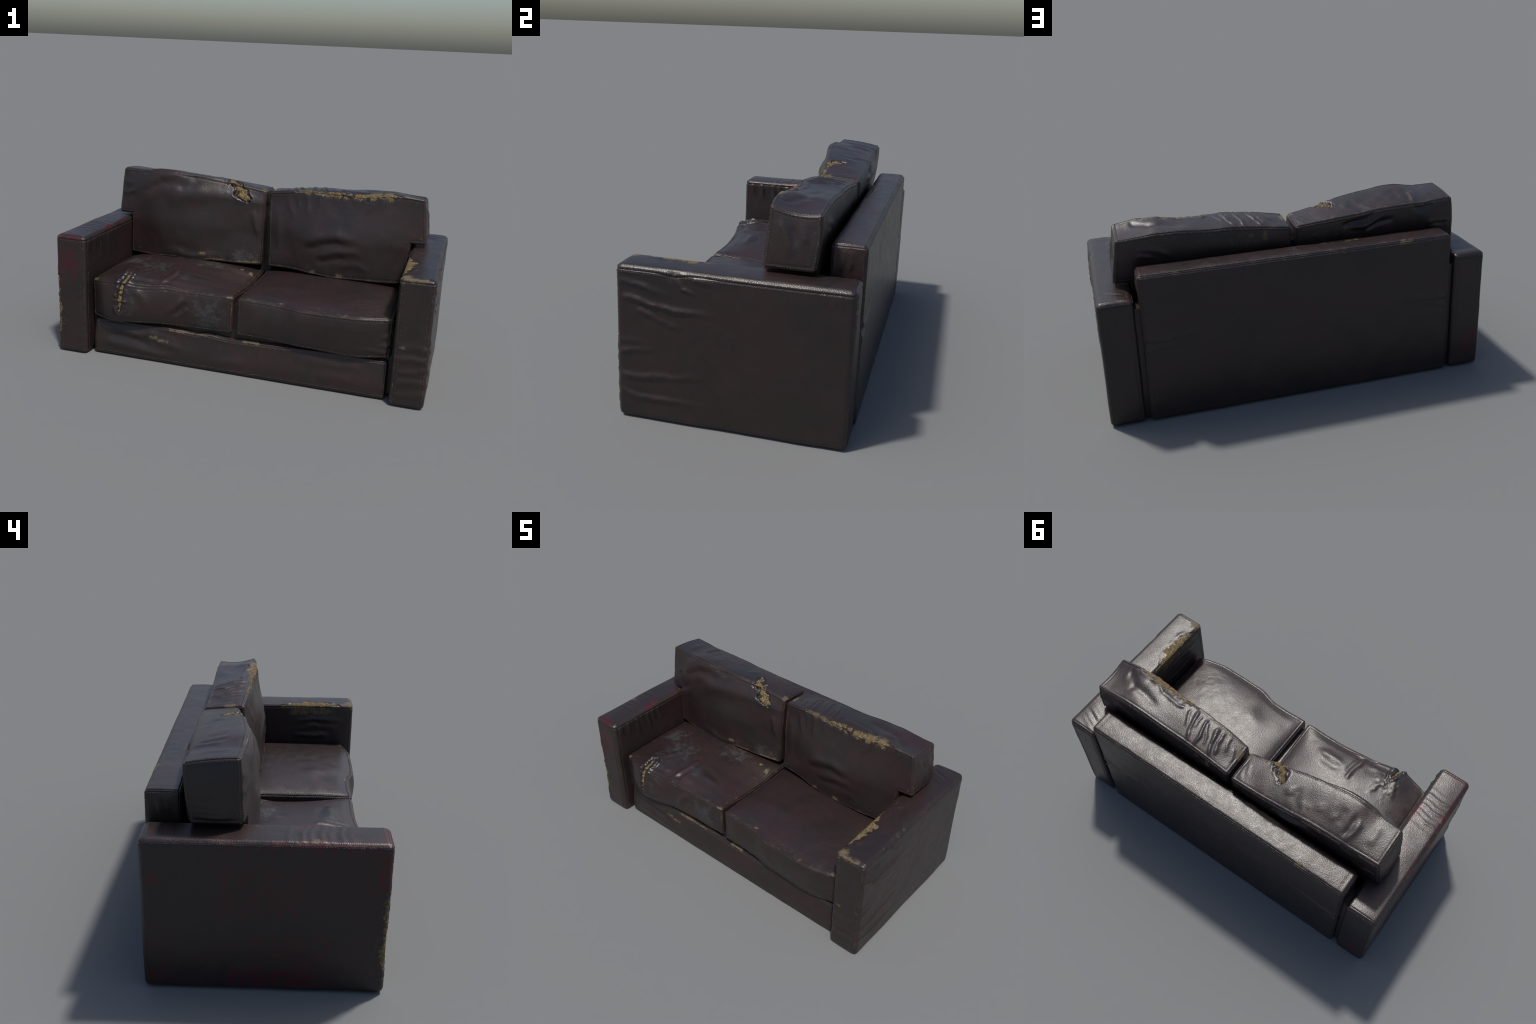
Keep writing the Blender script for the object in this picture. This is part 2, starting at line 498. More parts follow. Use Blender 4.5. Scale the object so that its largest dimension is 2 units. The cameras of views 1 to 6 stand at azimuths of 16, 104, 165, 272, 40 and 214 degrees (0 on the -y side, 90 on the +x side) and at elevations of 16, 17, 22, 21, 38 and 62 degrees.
def armrest(sign):
    x0, x1, y0, y1, z0, z1 = ARM
    box = (x0, x1, y0, y1, z0, z1) if sign > 0 else (-x1, -x0, y0, y1, z0, z1)
    dense = ((), (), ())
    if sign > 0:
        dense = ((), (-0.45, -0.02, 0.004), (0.56, 0.66, 0.003))
    else:
        dense = ((), (), (0.05, 0.45, 0.0035))
    B = Block([box], 0.024, dense, coarse=0.0075)
    L = B.L
    N = B.normals()
    out = (sign, 0, 0)
    inn = (-sign, 0, 0)
    # crowned top, slightly swollen sides
    u = (abs(L[:, 0]) - x0) / (x1 - x0)
    B.P[:, 2] += 0.004 * (1 - (2 * u - 1) ** 2) * smooth(0.5, z1, L[:, 2])
    P = B.P
    h = soft_lumps(P, 0.0014)
    # seam round the top panel and down the corners of the front and back panels
    side = np.max(np.abs(N[:, :2]), axis=1)
    zs = 0.641 + (0.004 * noise(P, 5, 1.7) - 0.011 * np.exp(-((P[:, 1] + 0.235) / 0.045) ** 2) * (P[:, 0] > 0.95)) * (sign > 0)
    h -= 0.0032 * np.exp(-((P[:, 2] - zs) / 0.0028) ** 2) * smooth(0.4, 0.8, side)
    h += 0.0012 * np.exp(-((P[:, 2] - zs - 0.009) / 0.005) ** 2) * smooth(0.4, 0.8, side)
    fb = np.abs(N[:, 1])
    for xs in (x0 + 0.021, x1 - 0.021):
        h -= 0.003 * np.exp(-((abs(P[:, 0]) - xs) / 0.0028) ** 2) * smooth(0.6, 0.95, fb) * (P[:, 2] < zs)
    for ys in (y0 + 0.022, y1 - 0.022):
        h -= 0.0028 * np.exp(-((P[:, 1] - ys) / 0.0028) ** 2) * facing(N, inn) * (P[:, 2] < zs)
        h -= 0.0022 * np.exp(-((P[:, 1] - ys + (0.004 if ys < 0 else -0.004)) / 0.0025) ** 2) * facing(N, (0, 0, 1))
    foam = None
    if sign > 0:
        o = facing(N, out)
        ox = 1.0
        for pts, w, a in (
            ([(ox, -0.47, 0.60), (ox, -0.34, 0.575), (ox, -0.23, 0.551)], 0.014, 0.0055),
            ([(ox, -0.47, 0.535), (ox, -0.24, 0.497), (ox, -0.02, 0.492)], 0.013, 0.0080),
            ([(ox, -0.40, 0.480), (ox, -0.28, 0.440), (ox, -0.16, 0.405)], 0.012, 0.0060),
            ([(ox, -0.47, 0.30), (ox, -0.40, 0.315), (ox, -0.30, 0.327)], 0.013, 0.0050),
            ([(ox, -0.48, 0.345), (ox, -0.32, 0.35)], 0.012, 0.0030),
            ([(ox, -0.48, 0.185), (ox, -0.30, 0.200), (ox, -0.06, 0.228)], 0.015, 0.0060),
            ([(ox, -0.48, 0.115), (ox, -0.32, 0.098), (ox, -0.08, 0.096)], 0.015, 0.0060),
            ([(ox, -0.24, 0.65), (ox, -0.20, 0.60), (ox, -0.13, 0.565)], 0.012, 0.0060),
            ([(ox, -0.15, 0.645), (ox, -0.05, 0.60)], 0.012, 0.0040),
        ):
            h += 1.05 * fold(P, pts, 0.8 * w, a, (0.10, 0.55)) * o
        h -= 0.006 * np.exp(-ellip(P, (1.0, -0.235, 0.635), (0.03, 0.03, 0.018)) ** 2)
        f = facing(N, (0, -1, 0))
        for pts, w, a in (
            ([(0.84, -0.483, 0.30), (0.92, -0.483, 0.325), (1.0, -0.483, 0.30)], 0.016, 0.0050),
            ([(0.83, -0.483, 0.245), (0.92, -0.483, 0.262), (1.0, -0.483, 0.255)], 0.014, 0.0085),
            ([(0.84, -0.483, 0.175), (0.95, -0.483, 0.195), (1.0, -0.483, 0.215)], 0.013, 0.0060),
            ([(0.83, -0.483, 0.12), (0.93, -0.483, 0.140), (1.0, -0.483, 0.128)], 0.014, 0.0065),
            ([(0.83, -0.483, 0.06), (0.95, -0.483, 0.075), (1.0, -0.483, 0.08)], 0.015, 0.0040),
        ):
            h += 0.55 * fold(P, pts, w, a, (0.2, 0.2)) * f
        i = facing(N, inn)
        for pts, w, a in (
            ([(0.826, -0.44, 0.56), (0.826, -0.25, 0.57), (0.826, -0.1, 0.555)], 0.014, 0.0060),
            ([(0.826, -0.40, 0.515), (0.826, -0.25, 0.525), (0.826, -0.15, 0.50)], 0.012, 0.0050),
            ([(0.826, -0.35, 0.475), (0.826, -0.1, 0.465)], 0.012, 0.0050),
        ):
            h += fold(P, pts, w, a, (0.3, 0.4)) * i
        t = facing(N, (0, 0, 1))
        for y, a in ((0.335, 0.002), (0.362, 0.0035), (0.402, 0.0028), (0.43, 0.002)):
            h += fold(P, [(0.84, y + 0.03, 0.665), (0.92, y, 0.665), (0.98, y - 0.03, 0.665)], 0.010, a, (0.2, 0.5)) * t
        for y in (0.36, 0.39, 0.42):
            h += fold(P, [(1.0, y, 0.64), (1.0, y + 0.01, 0.56)], 0.008, 0.0035, (0.05, 0.6)) * o
        # worn-through strip on the inner top edge
        d, tt = along(P, [(0.832, -0.405, 0.652), (0.842, -0.33, 0.658), (0.850, -0.25, 0.660), (0.840, -0.15, 0.655), (0.830, -0.06, 0.648)])
        w = curve(tt, [(0, 0.006), (0.15, 0.022), (0.32, 0.036), (0.5, 0.036), (0.75, 0.024), (1, 0.006)])
        foam = 1 - d / (1.45 * w) + 0.42 * fbm(P, 34, 2, 2.0)
        h += -0.0025 * smooth(-0.05, 0.35, foam) + 0.0018 * np.exp(-((foam - 0.2) / 0.15) ** 2) * t
        h += np.where(foam > 0.5, 0.0010 * fbm(P, 160, 2, 4.0), 0)
        h += fold(P, [(0.862, -0.40, 0.665), (0.885, -0.34, 0.665), (0.88, -0.27, 0.665), (0.87, -0.2, 0.665)], 0.009, 0.0028, (0.3, 0.3)) * t
    else:
        i = facing(N, inn)
        for y, lo, a in ((-0.43, 0.55, 0.004), (-0.372, 0.52, 0.006), (-0.335, 0.56, 0.004), (-0.306, 0.49, 0.0065),
                         (-0.255, 0.54, 0.004), (-0.207, 0.47, 0.007), (-0.16, 0.52, 0.005), (-0.11, 0.50, 0.004)):
            h += fold(P, [(-0.826, y - 0.01, 0.645), (-0.826, y, 0.60), (-0.826, y + 0.012, lo)], 0.011, a, (0.05, 0.7)) * i
        t = facing(N, (0, 0, 1))
        for y, a in ((-0.335, 0.0012), (-0.30, 0.0026), (-0.255, 0.0016), (-0.225, 0.0026), (-0.18, 0.0022), (-0.15, 0.0028), (-0.095, 0.0012)):
            h += fold(P, [(-0.83, y, 0.665), (-0.92, y + 0.012, 0.665), (-1.0, y + 0.004, 0.66)], 0.0085, a, (0.1, 0.3)) * t
        d, tt = along(P, [(-0.995, -0.478, 0.42), (-0.993, -0.476, 0.385), (-0.998, -0.478, 0.35)])
        d2, t2 = along(P, [(-0.996, -0.478, 0.33), (-0.992, -0.474, 0.25), (-0.991, -0.474, 0.17), (-0.998, -0.478, 0.12)])
        w2 = curve(t2, [(0, 0.008), (0.25, 0.02), (0.5, 0.03), (0.7, 0.036), (0.9, 0.02), (1, 0.01)])
        foam = np.maximum(1 - d / 0.026, 1 - d2 / (1.25 * w2)) + 0.45 * fbm(P, 34, 2, 5.0)
        h += -0.003 * smooth(-0.02, 0.3, foam) + 0.0015 * np.exp(-((foam + 0.15) / 0.15) ** 2)
        h += np.where(foam > 0.2, 0.0015 * fbm(P, 140, 2, 4.0), 0)
        h += 0.0014 * noise(P, 60, 2.2) * smooth(0.12, 0.04, np.minimum(d, d2))
    B.push(h, N)
    xs = [sign * v for v in (x0, x1)]
    # wear maps
    specks = [((sign * (x0 + 0.02), 0, 0.655), (0.006, 0.48, 0.006), 0.03),
              ((sign * (x1 - 0.012), 0, 0.652), (0.006, 0.48, 0.006), 0.028),
              ((sign * 0.913, -0.478, 0.652), (0.085, 0.004, 0.006), 0.03),
              ((sign * (x0 + 0.014), -0.478, 0.33), (0.004, 0.004, 0.33), 0.026),
              ((sign * (x1 - 0.014), -0.478, 0.33), (0.004, 0.004, 0.33), 0.026),
              ((sign * (x1 - 0.01), 0.475, 0.33), (0.004, 0.004, 0.33), 0.022),
              ((sign * 0.913, 0, 0.003), (0.09, 0.49, 0.002), 0.014)]
    if sign > 0:
        specks += [((0.885, 0.03, 0.665), (0.01, 0.06, 0.01), 0.05), ((0.96, -0.05, 0.665), (0.01, 0.05, 0.01), 0.04)]
        worn = [((0.845, -0.455, 0.655), (0.012, 0.012, 0.006), 0.03), ((0.826, -0.24, 0.62), (0.004, 0.15, 0.012), 0.022),
                ((0.865, -0.483, 0.315), (0.014, 0.004, 0.002), 0.007), ((0.91, -0.47, 0.652), (0.05, 0.006, 0.003), 0.014)]
        mat = leather("leather_armrest_right_wear", worn=worn, specks=specks)
    else:
        specks += [((-0.86, 0.02, 0.665), (0.02, 0.02, 0.01), 0.06)]
        worn = [((-0.99, -0.478, 0.25), (0.004, 0.003, 0.17), 0.012), ((-0.97, -0.2, 0.655), (0.004, 0.006, 0.003), 0.016)]
        blood = [((-0.915, -0.47, 0.655), (0.07, 0.02, 0.01), 0.05), ((-0.94, -0.485, 0.53), (0.035, 0.01, 0.05), 0.06),
                 ((-0.975, -0.485, 0.43), (0.01, 0.01, 0.03), 0.05), ((-0.89, -0.485, 0.48), (0.01, 0.01, 0.04), 0.04),
                 ((-0.99, -0.15, 0.645), (0.012, 0.30, 0.012), 0.045), ((-0.85, -0.16, 0.66), (0.015, 0.06, 0.01), 0.05),
                 ((-1.0, -0.02, 0.07), (0.01, 0.16, 0.03), 0.09),
                 ((-1.0, 0.43, 0.5), (0.01, 0.02, 0.02), 0.06), ((-1.0, 0.43, 0.05), (0.01, 0.02, 0.02), 0.06),
                 ((-1.0, -0.45, 0.60), (0.01, 0.02, 0.12), 0.06), ((-0.93, 0.483, 0.15), (0.04, 0.01, 0.06), 0.06)]
        stains = [((-1.0, 0.02, 0.45), (0.01, 0.14, 0.10), 0.12), ((-1.0, -0.1, 0.2), (0.01, 0.14, 0.05), 0.10), ((-0.95, 0.479, 0.2), (0.02, 0.01, 0.1), 0.08)]
        mat = leather("leather_armrest_stained", worn=worn, specks=specks, blood=blood, stains=stains)
    ob = finish(B, "armrest", mat, sofa, foam, FOAM)
    zt = 0.643
    skipf = (lambda p: ((p[:, 0] < 0.87) & (p[:, 1] > -0.43) & (p[:, 1] < -0.04) & (p[:, 2] > 0.6))) if sign > 0 else \
            (lambda p: ((p[:, 0] < -0.95) & (p[:, 1] < -0.42) & (p[:, 2] < 0.45) & (p[:, 2] > 0.1)))
    rows = []
    for xp in (box[0], box[1]):
        for z in (zt - 0.009, zt + 0.006):
            rows.append((0, xp, 'b', z, y0 + 0.02, y1 - 0.02))
    for yp in (y0, y1):
        for z in (zt - 0.009, zt + 0.006):
            rows.append((1, yp, 'a', z, box[0] + 0.02, box[1] - 0.02))
        for xs_ in (box[0] + 0.013, box[0] + 0.029, box[1] - 0.013, box[1] - 0.029):
            rows.append((1, yp, 'b', xs_, 0.03, zt - 0.012))
    xi = box[0] if sign > 0 else box[1]
    rows += [(0, xi, 'a', y0 + 0.030, 0.03, zt - 0.012)]
    stitch_rows(B, rows, ob, THREAD, skip=skipf)

armrest(1)
armrest(-1)

# ----------------------------------------------------------------- base below the seats
def base():
    box = (-0.803, 0.803, -0.432, 0.332, 0.002, 0.202)
    B = Block([box], 0.016, ((), (), ()), coarse=0.008)
    L = B.L
    t = smooth(0.05, 0.202, L[:, 2])
    B.P[:, 1] += 0.017 * t * smooth(0.0, -0.4, L[:, 1])
    fr = smooth(-0.30, -0.432, L[:, 1])
    B.P[:, 2] += t * fr * curve(L[:, 0], [(-0.80, -0.004), (-0.5, -0.004), (-0.39, 0.0), (-0.31, -0.003), (-0.207, -0.012), (-0.147, -0.003),
                                         (-0.04, -0.013), (0.14, -0.01), (0.35, -0.002), (0.6, 0.002), (0.8, 0.001)])
    N = B.normals()
    P = B.P
    h = soft_lumps(P, 0.0012)
    e = B.edge_distance()
    h -= 0.0028 * np.exp(-((e - 0.011) / 0.0026) ** 2)
    f = facing(N, (0, -1, 0))
    y = -0.426
    for pts, w, a in (
        ([(-0.78, y, 0.165), (-0.6, y, 0.145), (-0.50, y, 0.150), (-0.37, y, 0.115), (-0.22, y, 0.085)], 0.020, 0.0085),
        ([(-0.72, y, 0.118), (-0.58, y, 0.118), (-0.45, y, 0.085)], 0.016, -0.0050),
        ([(-0.76, y, 0.082), (-0.6, y, 0.066), (-0.45, y, 0.05), (-0.30, y, 0.045)], 0.018, 0.0065),
        ([(-0.5, y, 0.165), (-0.40, y, 0.155), (-0.30, y, 0.13)], 0.012, 0.0040),
        ([(0.30, y, 0.15), (0.55, y, 0.14), (0.75, y, 0.15)], 0.02, 0.0025),
        ([(0.45, y, 0.08), (0.65, y, 0.07)], 0.02, 0.0025),
        ([(-0.15, y, 0.06), (0.1, y, 0.075)], 0.02, 0.0025),
    ):
        h += fold(P, pts, w, a, (0.15, 0.35)) * f
    h -= 0.006 * np.exp(-ellip(P, (-0.42, y, 0.13), (0.07, 0.03, 0.03)) ** 2) * f
    B.push(h, N)
    specks = [((0, -0.425, 0.196), (0.80, 0.01, 0.006), 0.026), ((0, -0.425, 0.018), (0.80, 0.006, 0.004), 0.022),
              ((-0.795, -0.425, 0.1), (0.004, 0.004, 0.09), 0.022), ((0.795, -0.425, 0.1), (0.004, 0.004, 0.09), 0.022)]
    worn = [((-0.45, -0.425, 0.137), (0.02, 0.01, 0.002), 0.012), ((-0.395, -0.425, 0.126), (0.03, 0.01, 0.002), 0.011),
            ((0.09, -0.405, 0.190), (0.05, 0.010, 0.002), 0.009), ((-0.25, -0.412, 0.19), (0.14, 0.004, 0.002), 0.006)]
    ob = finish(B, "base_panel", leather("leather_base", worn=worn, specks=specks), sofa)
    stitch_rows(B, edge_rows(box, 0.019, [(1, -1)]) + [(2, 0.202, 'b', -0.432 + 0.017, -0.79, 0.79)], ob, THREAD)

base()

# ----------------------------------------------------------------- backrest panel
def backrest():
    box = (-0.799, 0.799, 0.337, 0.4835, 0.002, 0.779)
    B = Block([box], 0.019, ((), (), ()), coarse=0.009)
    N = B.normals()
    P = B.P
    h = soft_lumps(P, 0.0014)
    e = B.edge_distance()
    rear = facing(N, (0, 1, 0))
    # stitched border seam and a shallow horizontal crease that runs across the rear
    h -= 0.0028 * np.exp(-((e - 0.006) / 0.003) ** 2)
    for s in (-1, 1):
        h -= 0.0022 * np.exp(-((P[:, 0] - s * 0.770) / 0.003) ** 2) * rear
        h += fold(P, [(s * 0.797, 0.483, 0.448), (s * 0.70, 0.483, 0.446), (s * 0.42, 0.483, 0.462)], 0.012, 0.0050, (0.02, 0.8)) * rear
        h += fold(P, [(s * 0.797, 0.483, 0.400), (s * 0.70, 0.483, 0.412), (s * 0.5, 0.483, 0.425)], 0.010, 0.0035, (0.02, 0.8)) * rear
        h -= 0.006 * np.exp(-ellip(P, (s * 0.79, 0.483, 0.423), (0.03, 0.03, 0.022)) ** 2)
    for s in (-1, 1):
        end = facing(N, (s, 0, 0))
        for y0, y1 in ((0.40, 0.37), (0.43, 0.41)):
            h += fold(P, [(s * 0.797, y0, 0.76), (s * 0.797, y1, 0.66)], 0.010, 0.005, (0.1, 0.4)) * end
    top = facing(N, (0, 0, 1))
    h -= 0.002 * np.exp(-((abs(P[:, 0]) - 0.770) / 0.003) ** 2) * top
    h += 0.0005 * noise(P * np.array([0.4, 1, 1]), 75, 4.4) * top
    h += 0.004 * (1 - ((P[:, 1] - 0.41) / 0.073) ** 2) * top
    B.push(h, N)
    specks = [((0, 0.470, 0.774), (0.79, 0.012, 0.006), 0.040), ((0, 0.345, 0.774), (0.79, 0.006, 0.006), 0.022),
              ((0.79, 0.475, 0.40), (0.004, 0.004, 0.38), 0.024), ((-0.79, 0.475, 0.40), (0.004, 0.004, 0.38), 0.024),
              ((0.797, 0.41, 0.75), (0.01, 0.07, 0.03), 0.03), ((-0.60, 0.47, 0.772), (0.06, 0.01, 0.01), 0.05)]
    worn = [((-0.30, 0.362, 0.783), (0.03, 0.008, 0.004), 0.018), ((-0.22, 0.352, 0.783), (0.10, 0.004, 0.004), 0.014),
            ((-0.55, 0.472, 0.775), (0.03, 0.004, 0.004), 0.014), ((0.62, 0.476, 0.775), (0.01, 0.003, 0.003), 0.012)]
    ob = finish(B, "backrest", leather("leather_backrest", worn=worn, specks=specks), sofa)
    rows = edge_rows(box, 0.012, [(0, 1), (0, -1)]) + [(2, 0.779, 'b', 0.4835 - 0.014, -0.78, 0.78), (1, 0.4835, 'a', 0.779 - 0.014, -0.78, 0.78)]
    rows += [(1, 0.4835, 'b', s * 0.785, 0.03, 0.76) for s in (-1, 1)]
    stitch_rows(B, rows, ob, THREAD)

backrest()

# ----------------------------------------------------------------- seat cushions
def seat_cushion(sign):
    if sign > 0:
        box = (0.012, 0.814, -0.420, 0.315, 0.214, 0.421)
        dense = ((), (-0.42, 0.1, 0.006), ())
    else:
        box = (-0.812, -0.013, -0.420, 0.315, 0.214, 0.421)
        dense = ((-0.72, -0.50, 0.003), (-0.43, -0.20, 0.0035), (0.24, 0.43, 0.003))
    B = Block([box], 0.013, dense, coarse=0.0075)
    L = B.L
    X, Y, Z = L.T
    if sign > 0:
        fy = curve(X, [(0.01, 0.004), (0.13, 0.010), (0.24, 0.002), (0.37, -0.032), (0.5, -0.036), (0.63, -0.035), (0.72, -0.018), (0.81, 0.006)])
        zf = curve(X, [(0.01, -0.001), (0.23, -0.004), (0.43, -0.006), (0.62, -0.002), (0.81, 0.003)])
        zb = curve(X, [(0.01, 0.006), (0.24, 0.001), (0.44, -0.003), (0.64, -0.010), (0.72, -0.004), (0.81, 0.008)])
        sag = -0.004 * np.exp(-(((X - 0.23) / 0.08) ** 2 + ((Y + 0.30) / 0.07) ** 2)) + 0.006 * np.exp(-(((X - 0.27) / 0.05) ** 2 + ((Y + 0.23) / 0.05) ** 2))
    else:
        fy = curve(X, [(-0.81, 0.002), (-0.72, -0.02), (-0.63, -0.036), (-0.55, -0.026), (-0.47, -0.010), (-0.35, 0.006), (-0.2, 0.012), (-0.01, 0.008)])
        zf = curve(X, [(-0.81, 0.0), (-0.72, 0.008), (-0.65, 0.018), (-0.58, 0.004), (-0.48, -0.004), (-0.38, 0.006), (-0.27, -0.001), (-0.12, -0.001), (-0.01, 0.002)])
        zb = curve(X, [(-0.81, 0.002), (-0.72, -0.014), (-0.58, -0.003), (-0.44, 0.0), (-0.2, 0.002), (-0.01, 0.008)])
        zr = curve(Y, [(-0.42, 0.003), (-0.31, -0.009), (-0.23, -0.017), (-0.13, -0.023), (-0.04, -0.024), (0.03, -0.015), (0.1, -0.01)])
        sag = zr * smooth(-0.45, -0.05, X)
        sag += 0.010 * np.exp(-(((X + 0.62) / 0.10) ** 2 + ((Y + 0.32) / 0.08) ** 2))
    # stuffed crown: the middle of the top stands well above the seams
    cx = np.clip(abs(2 * (X - box[0]) / (box[1] - box[0]) - 1), 0, 1)
    cy = np.clip(abs((Y + 0.13) / 0.29), 0, 1) * (Y < -0.13) + np.clip((Y + 0.13) / 0.36, 0, 1) * (Y >= -0.13)
    sag = sag + (0.030 if sign > 0 else 0.041) * (1 - cx ** 3.4) * (1 - cy ** 2.8)
    puff = 1 - (2 * np.clip((Z - box[4]) / (box[5] - box[4]), 0, 1) - 1) ** 2
    if sign > 0:
        fy = fy * (0.45 + 0.55 * np.clip((Z - box[4]) / 0.15, 0, 1))
    fy = fy - (curve(X, [(0.0, 0.018), (0.3, 0.018), (0.45, 0.006), (0.81, 0.004)]) if sign > 0 else 0.018) * puff * smooth(0.0, 0.10, np.minimum(X - box[0], box[1] - X))
    front = smooth(0.05, -0.40, Y)
    up = (Z - box[4]) / (box[5] - box[4])
    B.P[:, 1] += fy * front
    B.P[:, 2] += up * (zf * smooth(-0.22, -0.41, Y) + sag * smooth(-0.425, -0.36, Y) + (0.004 * smooth(0, 0.06, np.minimum(X - box[0], box[1] - X))))
    B.P[:, 2] += (1 - up) * zb * smooth(-0.30, -0.41, Y)
    N = B.normals()
    P = B.P
    h = soft_lumps(P, 0.0016)
    e = B.edge_distance()
    h -= 0.0030 * np.exp(-(e / 0.0030) ** 2)
    h -= 0.0014 * np.exp(-((e - 0.017) / 0.004) ** 2)
    t = facing(N, (0, 0, 1))
    f = facing(N, (0, -1, 0))
    foam = None
    if sign > 0:
        for pts, w, a in (([(0.80, -0.43, 0.24), (0.70, -0.45, 0.255), (0.60, -0.457, 0.26)], 0.012, 0.004),
                          ([(0.80, -0.43, 0.275), (0.72, -0.45, 0.28)], 0.012, 0.004),
                          ([(0.80, -0.43, 0.33), (0.74, -0.44, 0.32)], 0.012, 0.003)):
            h += fold(L, on(pts, 1, -0.42), w, a, (0.05, 0.6)) * f
        h += 0.0008 * fbm(P, 55, 2, 6.0) * np.exp(-ellip(L, (0.62, -0.25, 0.421), (0.14, 0.10, 0.05)) ** 2)
    else:
        rip = [(-0.605, -0.345, 0.421), (-0.612, -0.40, 0.421), (-0.620, -0.42, 0.408), (-0.626, -0.42, 0.36), (-0.630, -0.42, 0.285)]
        foam = tear(L, rip, 0.014, 8.0, 0.6)
        d, tt = along(L, rip)
        near = np.exp(-(d / 0.035) ** 2)
        # leather puckers radiate from the rip
        h += near * (0.0055 * noise(P * np.array([0.6, 1.5, 1.5]), 48, 5.0) + 0.0012 * noise(P, 110, 1.0))
        h += 0.008 * np.exp(-((d - 0.026) / 0.012) ** 2) * (0.7 + 0.5 * noise(P, 38, 7.0))
        h += 0.0045 * noise(P, 22, 12.0) * np.sin(tt * 0.23 / 0.019 * 2 * np.pi + 7.0 * noise(P, 32, 3.0)) * np.exp(-((d - 0.024) / 0.014) ** 2)
        h -= 0.011 * smooth(-0.2, 0.5, foam)
        h += smooth(0.15, 0.45, foam) * 0.003 * fbm(P, 90, 2, 3.0)
        # crumpled patch on top behind the rip
        c = np.exp(-ellip(L, (-0.60, -0.30, 0.421), (0.055, 0.075, 0.05)) ** 2) * t
        h += c * 0.0045 * noise(P * np.array([1.3, 0.8, 1]), 52, 3.3)
        for pts, w, a, fd in (
            ([(-0.43, -0.40, 0.425), (-0.415, -0.33, 0.425), (-0.395, -0.245, 0.42), (-0.40, -0.20, 0.42)], 0.010, 0.0085, (0.15, 0.2)),
            ([(-0.40, -0.40, 0.425), (-0.385, -0.32, 0.425), (-0.37, -0.25, 0.42)], 0.010, -0.0055, (0.2, 0.3)),
            ([(-0.15, -0.31, 0.42), (-0.26, -0.30, 0.42), (-0.36, -0.285, 0.42)], 0.020, 0.0075, (0.3, 0.3)),
            ([(-0.18, -0.26, 0.42), (-0.28, -0.24, 0.42), (-0.36, -0.25, 0.42)], 0.018, -0.0045, (0.3, 0.3)),
            ([(-0.60, -0.40, 0.435), (-0.50, -0.405, 0.43), (-0.40, -0.405, 0.425), (-0.28, -0.405, 0.42)], 0.012, 0.0085, (0.02, 0.5)),
            ([(-0.58, -0.37, 0.43), (-0.50, -0.372, 0.43), (-0.44, -0.36, 0.43)], 0.011, -0.0060, (0.1, 0.3)),
            ([(-0.60, -0.29, 0.43), (-0.56, -0.26, 0.43), (-0.55, -0.18, 0.43)], 0.014, 0.0060, (0.1, 0.4)),
            ([(-0.65, -0.30, 0.43), (-0.66, -0.22, 0.43)], 0.012, 0.0045, (0.1, 0.4)),
        ):
            h += 0.62 * fold(L, on(pts, 2, 0.421), 1.1 * w, a, fd) * t
        h += 0.008 * np.exp(-ellip(L, (-0.49, -0.375, 0.421), (0.05, 0.04, 0.04)) ** 2) * t
        for pts, w, a, fd in (
            ([(-0.285, -0.425, 0.392), (-0.300, -0.425, 0.365), (-0.345, -0.425, 0.31), (-0.372, -0.425, 0.265)], 0.014, 0.0090, (0.35, 0.4)),
            ([(-0.265, -0.425, 0.36), (-0.300, -0.425, 0.315), (-0.345, -0.425, 0.275)], 0.012, -0.0070, (0.2, 0.4)),
            ([(-0.25, -0.425, 0.33), (-0.31, -0.425, 0.28)], 0.012, 0.0040, (0.2, 0.4)),
            ([(-0.56, -0.44, 0.39), (-0.50, -0.43, 0.36), (-0.47, -0.43, 0.30)], 0.018, 0.0040, (0.2, 0.4)),
            ([(-0.60, -0.44, 0.25), (-0.56, -0.44, 0.27)], 0.010, 0.0040, (0.1, 0.4)),
        ):
            h += fold(L, on(pts, 1, -0.42), w, a, fd) * f
        h += 0.0012 * fbm(P, 48, 3, 6.0) * np.exp(-ellip(L, (-0.16, -0.42, 0.31), (0.10, 0.05, 0.08)) ** 2)
    B.push(h, N)
    yf = -0.43
    if sign > 0:
        specks = [((0.41, -0.428, 0.417), (0.40, 0.022, 0.008), 0.022), ((0.018, -0.05, 0.418), (0.004, 0.38, 0.006), 0.022),
                  ((0.018, -0.42, 0.31), (0.004, 0.006, 0.1), 0.02), ((0.41, -0.43, 0.222), (0.40, 0.02, 0.006), 0.018)]
        worn = [((0.24, -0.402, 0.42), (0.010, 0.002, 0.002), 0.006), ((0.58, -0.44, 0.42), (0.006, 0.003, 0.003), 0.010),
                ((0.80, -0.41, 0.423), (0.03, 0.004, 0.003), 0.010)]
        mildew = [((0.42, 0.0, 0.40), (0.30, 0.02, 0.05), 0.10), ((0.62, -0.30, 0.41), (0.02, 0.02, 0.05), 0.05)]
        mat = leather("leather_seat_plain", worn=worn, specks=specks)
    else:
        specks = [((-0.41, -0.425, 0.417), (0.40, 0.022, 0.010), 0.026), ((-0.02, -0.05, 0.405), (0.006, 0.38, 0.014), 0.034),
                  ((-0.018, -0.42, 0.31), (0.006, 0.006, 0.1), 0.028), ((-0.805, -0.42, 0.31), (0.006, 0.006, 0.1), 0.026),
                  ((-0.41, -0.43, 0.218), (0.40, 0.02, 0.006), 0.018), ((-0.76, -0.38, 0.42), (0.03, 0.02, 0.01), 0.05),
                  ((-0.30, 0.02, 0.42), (0.16, 0.04, 0.03), 0.07), ((-0.06, -0.06, 0.41), (0.02, 0.10, 0.03), 0.05)]
